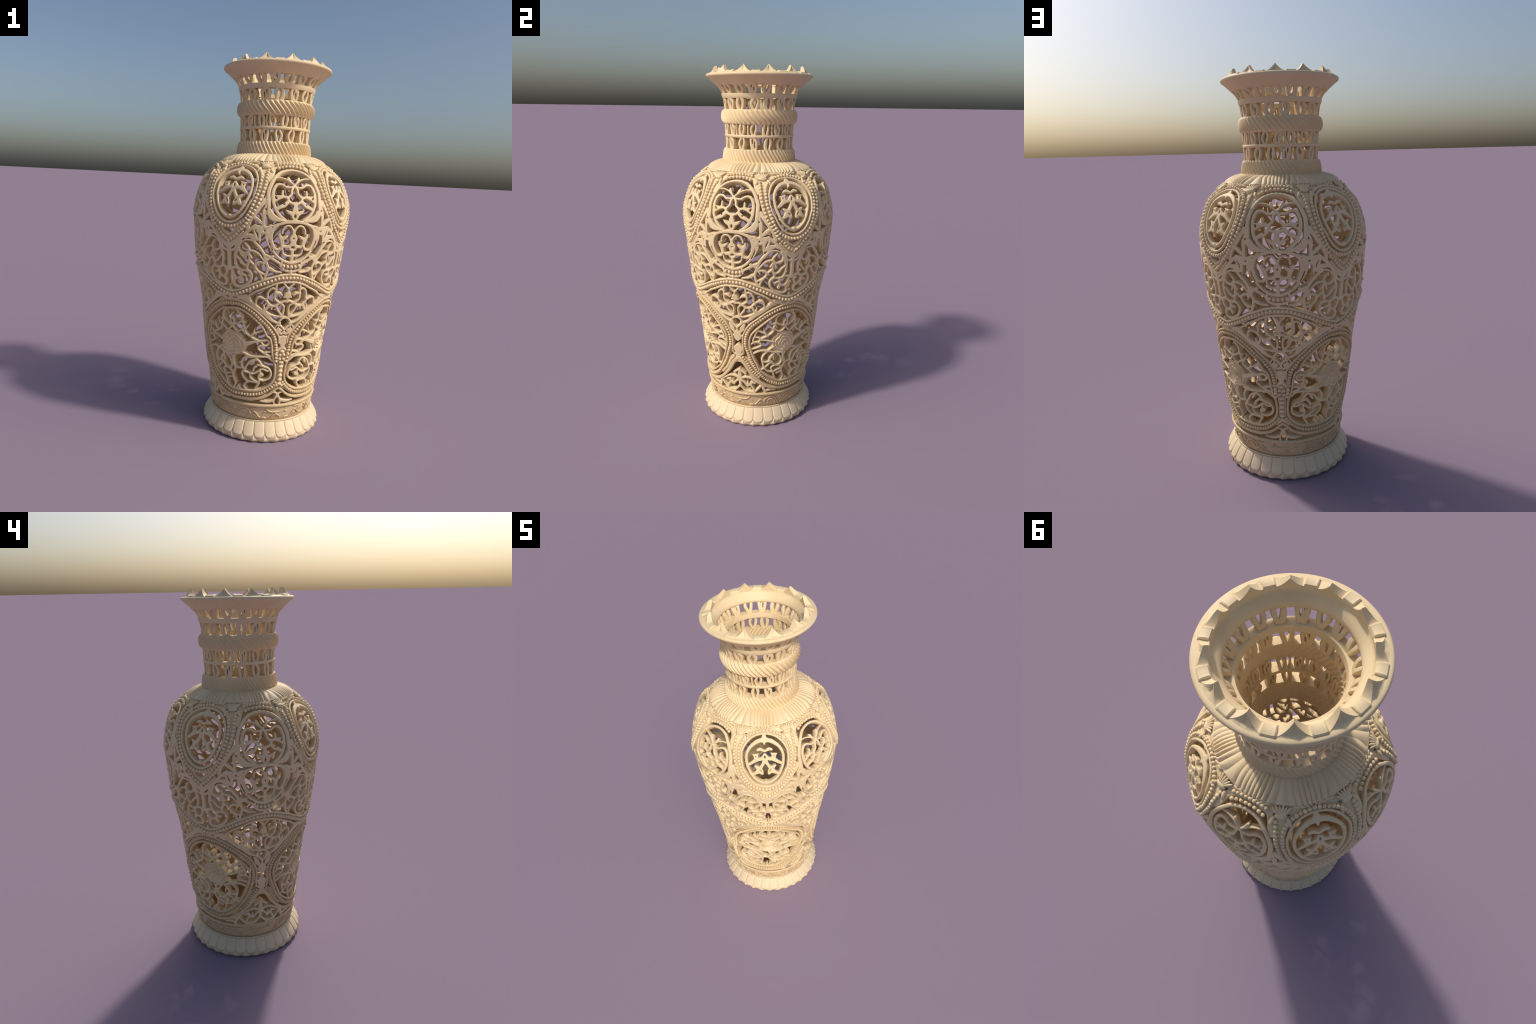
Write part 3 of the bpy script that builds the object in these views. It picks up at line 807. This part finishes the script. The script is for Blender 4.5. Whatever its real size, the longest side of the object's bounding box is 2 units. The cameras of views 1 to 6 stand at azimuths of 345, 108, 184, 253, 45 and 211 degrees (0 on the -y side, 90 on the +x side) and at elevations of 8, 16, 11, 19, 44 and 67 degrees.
# shell crests over the bead columns
def capsule(a, b, r0, r1, flat=0.8):
    a, b = Vector(a), Vector(b)
    d = (b - a); L = d.length
    up = Vector((0, 0, 1)); y = d.normalized(); x = y.cross(up).normalized()
    M = Matrix((x, y, up)).transposed().to_4x4(); M.translation = (a + b) / 2
    return M @ Matrix.Diagonal((max(r0, r1), L / 2 + 0.5 * (r0 + r1), r0 * flat, 1))
fing = []
for i in range(6):
    a = math.radians(-38 + i * 15.2)
    base = Vector((0.5 * 0.016 * (i - 2.5) / 2.5, -0.008, 0))
    fing.append(capsule(base, base + Vector((math.sin(a), math.cos(a), 0)) * (0.034 + 0.005 * (i % 2)), 0.0056, 0.0056, 1.1))
fing.append(Matrix.Translation((0, -0.010, -0.002)) @ Matrix.Diagonal((0.023, 0.012, 0.010, 1)))
M0 = frame(0.0, float(BODY.S(1.4480)), 0.0025)
crest = joined("shell_crest", [M0 @ f for f in fing], CREAM)
ring_of("shell_crest", crest, [22.5 + 45 * i for i in range(8)])
# side acanthus curls next to the crests
curl = joined("crest_leaf", [frame(sg * 0.031, float(BODY.S(1.428)), -0.002, BODY, sg * 0.35) @ Matrix.Diagonal((0.0085, 0.020, 0.008, 1)) for sg in (1, -1)], CREAM)
ring_of("crest_leaf", curl, [22.5 + 45 * i for i in range(8)])

# spread leaves where the collar meets each window
lv = []
for sg in (1, -1):
    for k, (x, zz, ln, tn) in enumerate([(.010, 1.467, .013, 1.25), (.026, 1.466, .018, .75), (.044, 1.464, .018, .35), (.062, 1.463, .015, .15)]):
        lv.append(frame(sg * x, float(BODY.S(zz)), -0.001, BODY, sg * tn) @ Matrix.Diagonal((ln, .0062, .0065, 1)))
spread = joined("collar_leaf", lv, CREAM)
ring_of("collar_leaf", spread, [45 * i for i in range(8)])

# ================================================================== NECK
def tube(z0, z1, bulge, wall, m=14):
    """Closed neck band: outer side from z0 to z1, bulging, inner side parallel."""
    out, inn = [], []
    for i in range(m):
        t = i / (m - 1); z = z0 + (z1 - z0) * t
        r = float(np.interp(z, NECK.z, NECK.r))
        out.append((r + bulge(t), z)); inn.append((r - wall(t), z))
    return out + inn[::-1], m
def band_bump(count, amp, slant, m, inner=0.5, sharp=0.8):
    def f(th, k):
        outer = k < m
        t = k / (m - 1) if outer else (2 * m - 1 - k) / (m - 1)
        env = min(1.0, 7 * t * (1 - t) + 0.08)
        w = (0.5 + 0.5 * np.cos(count * (th + slant * t))) ** 1.5 - 0.42
        return (amp * env * w if outer else -amp * inner * env * w), np.zeros_like(th)
    return f

lp, m = tube(1.5085, 1.5755, lambda t: 0.0105 * math.cos(t * 1.45) + 0.001, lambda t: 0.066 - 0.027 * t, 20)
add("lower_rope_band", revolve("lower_rope_band", lp, CREAM, n=840, bump=band_bump(60, 0.0100, math.radians(11), m)))
lp, m = tube(1.706, 1.7815, lambda t: 0.0120 * math.sin(math.pi * t) ** 0.72, lambda t: 0.030, 24)
add("upper_rope_band", revolve("upper_rope_band", lp, CREAM, n=768, bump=band_bump(48, 0.0115, math.radians(18), m)))
lp, m = tube(1.6365, 1.651, lambda t: 0.0025 * math.sin(math.pi * t), lambda t: 0.040, 7)
add("mid_ring", revolve("mid_ring", lp, CREAM, n=180))
lp, m = tube(1.8385, 1.862, lambda t: 0.002 * math.sin(math.pi * t), lambda t: 0.036, 8)
add("upper_ring", revolve("upper_ring", lp, CREAM, n=180))

def loop_variants(row, z0, z1, w, bar, lean):
    """Leaf-shaped loops filling a neck row, drawn about x = 0."""
    H = z1 - z0; a, b = z0 - 3, z1 + 3
    hw = w / 2
    V = []
    V.append([("side", [bar], [(lean * .4 - hw * .35, b), (-hw, z0 + .62 * H), (-hw * .95, z0 + .36 * H), (-hw * .4 + lean, a)]),
              ("side", [bar], [(lean * .4 + hw * .35, b), (hw, z0 + .66 * H), (hw * .9, z0 + .36 * H), (hw * .4 + lean, a)])])
    V.append([("side", [bar * .9, bar * 1.25], [(-hw * .4 - lean, b), (-hw * .95, z0 + .55 * H), (-hw * .6, a)]),
              ("side", [bar * 1.25, bar * .8], [(hw * .3 - lean, b), (hw, z0 + .7 * H), (hw * .95, z0 + .4 * H), (hw * .45, a)]),
              ("rib", [bar * .5, bar * .4], [(hw * .3, z0 + .85 * H), (-hw * .1, z0 + .45 * H), (0, a)])])
    V.append([("side", [bar * 1.1, bar * 1.4], [(-hw * .75, b), (-hw, z0 + .5 * H), (-hw * .35, a)]),
              ("side", [bar * 1.3, bar * .9], [(hw * .35, b), (hw * .95, z0 + .55 * H), (hw * .75, a)])])
    zm = (z0 + z1) / 2
    lean_of = (0.10, -0.13, 0.15)
    return [[(r_, w_, [(x + lean_of[k] * (z - zm), z) for x, z in q]) for r_, w_, q in v] for k, v in enumerate(V)]
neck_rows = [("neck_loop", 1862, 1904, 35, 17, 4, 18, 0.0), ("neck_loop", 1781, 1839, 37, 17, 3, 16, 11.25),
             ("neck_loop", 1650, 1708, 27, 12.5, 3, 18, 0.0), ("neck_loop", 1574, 1638, 30, 13, 5, 16, 11.25)]
for ri, (nm, z0, z1, w, bar, lean, cnt, off) in enumerate(neck_rows):
    var = [openwork(nm, v, CREAM, mirror=False, prof=NECK, top=-0.001, thick=(0.026, 0.030, 0.036, 0.039)[ri], rr=0.005, cell=0.0021, seed=ri + 3 * j)
           for j, v in enumerate(loop_variants(ri, z0, z1, w, bar, lean))]
    varf = [openwork(nm, [(a, b_, flip(p, -1)) for a, b_, p in v], CREAM, mirror=False, prof=NECK, top=-0.001, thick=(0.026, 0.030, 0.036, 0.039)[ri], rr=0.005, cell=0.0021, seed=ri + 3 * j)
            for j, v in enumerate(loop_variants(ri, z0, z1, w, bar, lean))]
    parent = None
    for i in range(cnt):
        az = off + 360 / cnt * i
        j = [0, 1, 2, 0, 2, 1][(i * 5 + ri) % 6]
        me = (var if (az % 360) < 180 else varf)[j]
        add(nm, me, None, az + random.uniform(-1.2, 1.2))
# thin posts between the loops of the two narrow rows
post_specs = [(1650, 1708, 10, 18, 10.0)]
for z0, z1, wd, cnt, off in post_specs:
    pm = openwork("neck_post", [("post", [wd, wd * .8, wd], [(1.5, z0 - 3), (-1, (z0 + z1) / 2), (0, z1 + 3)])], CREAM, mirror=False,
                  prof=NECK, top=-0.002, thick=0.033 if z0 < 1800 else 0.024, rr=0.0042, cell=0.0021)
    for i in range(cnt):
        if (i * 7) % 3 != 2:
            add("neck_post", pm, None, off + 360 / cnt * i + random.uniform(-1.5, 1.5))

# ================================================================== RIM
rim_loop = [(.224, 1.9025), (.236, 1.9045), (.247, 1.913), (.262, 1.927), (.277, 1.939), (.2865, 1.946), (.2895, 1.952),
            (.2875, 1.9585), (.281, 1.962), (.268, 1.962), (.255, 1.9615), (.241, 1.9605), (.2355, 1.9585), (.233, 1.954), (.2315, 1.948), (.228, 1.944), (.217, 1.9345),
            (.207, 1.924), (.2015, 1.914), (.203, 1.906), (.210, 1.9025)]
add("rim", revolve("rim", rim_loop, CREAM, n=240, sharp=1.0))
rim_obj = scene.objects["rim"]

def tooth():
    n = 33; hwid = 0.0485
    V = []
    for i in range(n):
        s = -1 + 2 * i / (n - 1); a = abs(s)
        z = 1.9625 + 0.0375 * (1 - a) ** 1.75 + 0.004 * max(0, a - 0.85) / 0.15
        rin = 0.2285 + 0.0065 * a ** 1.2
        rout = 0.243 + 0.030 * a ** 0.8
        x = s * hwid
        rows = [(0.2335, 1.950), (rin + 0.35 * (0.2335 - rin), 1.9615 + 0.4 * (z - 1.9625)), (rin, z - 0.003), (rin + 0.0015, z), (rout - 0.002, z), (rout, z - 0.003),
                (rout + 0.10 * (0.276 - rout), z - 0.50 * (z - 1.961)), (rout + 0.42 * (0.277 - rout), z - 0.85 * (z - 1.961)), (0.2785, 1.9605), (0.270, 1.950)]
        for r, zz in rows:
            th = x / 0.255
            V.append((r * math.sin(th), -r * math.cos(th), zz))
    m = 10
    idx = np.arange(n * m).reshape(n, m)
    F = []
    for i in range(n - 1):
        for j in range(m):
            k = (j + 1) % m
            F.append((idx[i, j], idx[i, k], idx[i + 1, k], idx[i + 1, j]))
    caps = [tuple(idx[0, ::-1]), tuple(idx[-1, :])]
    me = mesh_from("rim_tooth", V, [np.array(F), np.array(caps)], CREAM, 0.6)
    return me
tm = tooth()
def saddle():
    n = 13; hwid = 0.0215
    V = []
    prof_ = [(0.2325, 1.948), (0.2335, 1.962), (0.2385, 1.9692), (0.248, 1.9712), (0.262, 1.9700), (0.270, 1.9680), (0.2735, 1.9640), (0.274, 1.955)]
    for i in range(n):
        s = -1 + 2 * i / (n - 1)
        lift = 0.0022 * abs(s) ** 3 - (0.0035 if abs(s) > 0.99 else 0)
        for r, z in prof_:
            th = s * hwid / 0.255
            V.append((r * math.sin(th), -r * math.cos(th), z + (lift if z > 1.96 else 0)))
    m = len(prof_); idx = np.arange(n * m).reshape(n, m); F = []
    for i in range(n - 1):
        for j in range(m):
            k = (j + 1) % m
            F.append((idx[i, j], idx[i, k], idx[i + 1, k], idx[i + 1, j]))
    return mesh_from("rim_saddle", V, [np.array(F), np.array([tuple(idx[0, ::-1]), tuple(idx[-1, :])])], CREAM, 0.6)
sm_ = saddle()
for i in range(12):
    add("rim_tooth", tm, rim_obj, 30 * i)
    add("rim_saddle", sm_, rim_obj, 30 * i + 15)

# ================================================================== BASE
# plain band with a shallow scroll relief and a roll moulding over it
band_loop = []
for z in np.linspace(0.0965, 0.2005, 16):
    band_loop.append((float(np.interp(z, BODY.z, BODY.r)) - 0.004, z))
band_loop += [(.266, .2005), (.250, .0965)]
band = add("relief_band", revolve("relief_band", band_loop, TAN, n=240))
roll = [(0.2965 + 0.0078 * math.cos(a), 0.1945 + 0.0085 * math.sin(a)) for a in np.linspace(0, 2 * np.pi, 14, endpoint=False)]
add("roll_moulding", revolve("roll_moulding", roll, TAN, n=240, sharp=None), band)
add("floor", revolve("floor", [(0.0005, 0.100), (0.274, 0.100), (0.274, 0.112), (0.0005, 0.112)], TAN, n=96), band)
scroll = openwork("scroll_relief", [
    ("scroll", [5, 8, 8, 7, 6, 5], [(229, 114), (220, 128), (211, 146), (200, 164), (182, 174), (160, 171), (144, 160), (138, 146), (146, 134), (160, 130)]),
    ("scroll", [5, 6, 6, 5], [(204, 128), (198, 146), (184, 158), (166, 157), (156, 146)]),
    ("wave", [4, 6, 7, 6, 4], [(140, 132), (128, 148), (117, 158), (104, 146), (92, 130), (82, 124)]),
    ("wave", [4, 6, 4], [(124, 132), (114, 138), (102, 126)]),
    ("leaf", [4, 7, 5], [(146, 172), (128, 176), (108, 178)]),
    ("smile", [4, 7, 7], [(54, 176), (44, 166), (24, 158), (0, 156)]),
    ("smile", [5, 4], [(52, 160), (66, 158)]),
    ("peak", [9, 5], [(0, 146), (14, 138), (26, 127)]),
    ("leaf", [3, 7, 3], [(74, 124), (62, 124), (50, 121)]),
    ("diamond", [6, 20, 6], [(229, 176), (229, 160), (229, 145)]),
], TAN, mirror=True, top=0.0022, thick=0.009, rr=0.0035, cell=0.0017, clip_deg=45)
ring_of("scroll_relief", scroll, CROSS, [band] * 4)

FOOT = [(0.0, .316), (.008, .3245), (.020, .3295), (.034, .3290), (.048, .3225), (.065, .3135), (.083, .3015), (.093, .2940), (.101, .2850)]
foot_loop = [(0.2, 0.0), (0.302, 0.0)] + [(r - .003, z + 0.0) for z, r in FOOT] + [(.280, .102), (.270, .1015), (.2, .096)]
foot = add("foot", revolve("foot", foot_loop, PALE, n=272))
lip = [(0.2835 + 0.0040 * math.cos(a), 0.1015 + 0.0042 * math.sin(a)) for a in np.linspace(0, 2 * np.pi, 10, endpoint=False)]
add("foot_fillet", revolve("foot_fillet", lip, PALE, n=240, sharp=None), foot)
FP = Profile(FOOT[1:])
NP = 34
def petal():
    nu, nv = 17, 22
    V = []
    s0, s1 = FP.S(0.0985), FP.S(0.026)
    for i in range(nv + 1):
        t = i / nv
        s = s0 + (s1 - s0) * t
        wid = 1.0 if t < 0.56 else math.sqrt(max(0.0, 1 - ((t - 0.56) / 0.445) ** 2.2))
        r, z, nr_1, nz_1 = FP.at(np.array(s))
        for j in range(nu):
            u = -1 + 2 * j / (nu - 1)
            ang = u * wid * (math.pi / NP) * 0.982
            e = min((1 - abs(u)) * 8 + 0.05, (1 - t) * 10 + 0.05, 1.0)
            h = -0.0035 + 0.0040 * math.sqrt(max(0, 1 - (1 - e) ** 2)) + 0.0012 * (1 - u * u)
            R = float(r) + h * float(nr_1)
            V.append((R * math.sin(ang), -R * math.cos(ang), float(z) + h * float(nz_1)))
    idx = np.arange((nv + 1) * nu).reshape(nv + 1, nu)
    F = [(idx[i, j], idx[i + 1, j], idx[i + 1, j + 1], idx[i, j + 1]) for i in range(nv) for j in range(nu - 1)]
    return mesh_from("petal", V, [np.array(F)], PALE, 1.0)
def under_leaf():
    V, nu, nv = [], 13, 8
    for i in range(nv + 1):
        t = i / nv                      # 0 at the pointed top, 1 at the ground
        z = 0.040 - 0.0395 * t
        r = float(pchip([p[0] for p in FOOT], [p[1] for p in FOOT], np.array(z)))
        for j in range(nu):
            u = -1 + 2 * j / (nu - 1)
            ang = u * (math.pi / NP) * (0.04 + 0.93 * t ** 0.8)
            h = -0.003 + 0.0068 * (1 - abs(u)) * min(1, 0.35 + 1.2 * t)
            V.append(((r + h) * math.sin(ang), -(r + h) * math.cos(ang), z))
    idx = np.arange((nv + 1) * nu).reshape(nv + 1, nu)
    F = [(idx[i, j], idx[i + 1, j], idx[i + 1, j + 1], idx[i, j + 1]) for i in range(nv) for j in range(nu - 1)]
    return mesh_from("under_leaf", V, [np.array(F)], PALE, 0.5)
pm_, ul = petal(), under_leaf()
for i in range(NP):
    az = -0.8 + 360 / NP * (i + 0.5)
    add("petal", pm_, foot, az)
    add("under_leaf", ul, foot, az + 180 / NP)

tris = sum(sum(len(p.vertices) - 2 for p in o.data.polygons) for o in scene.objects if o.type == "MESH")
print("triangles", tris, "objects", len(scene.objects))
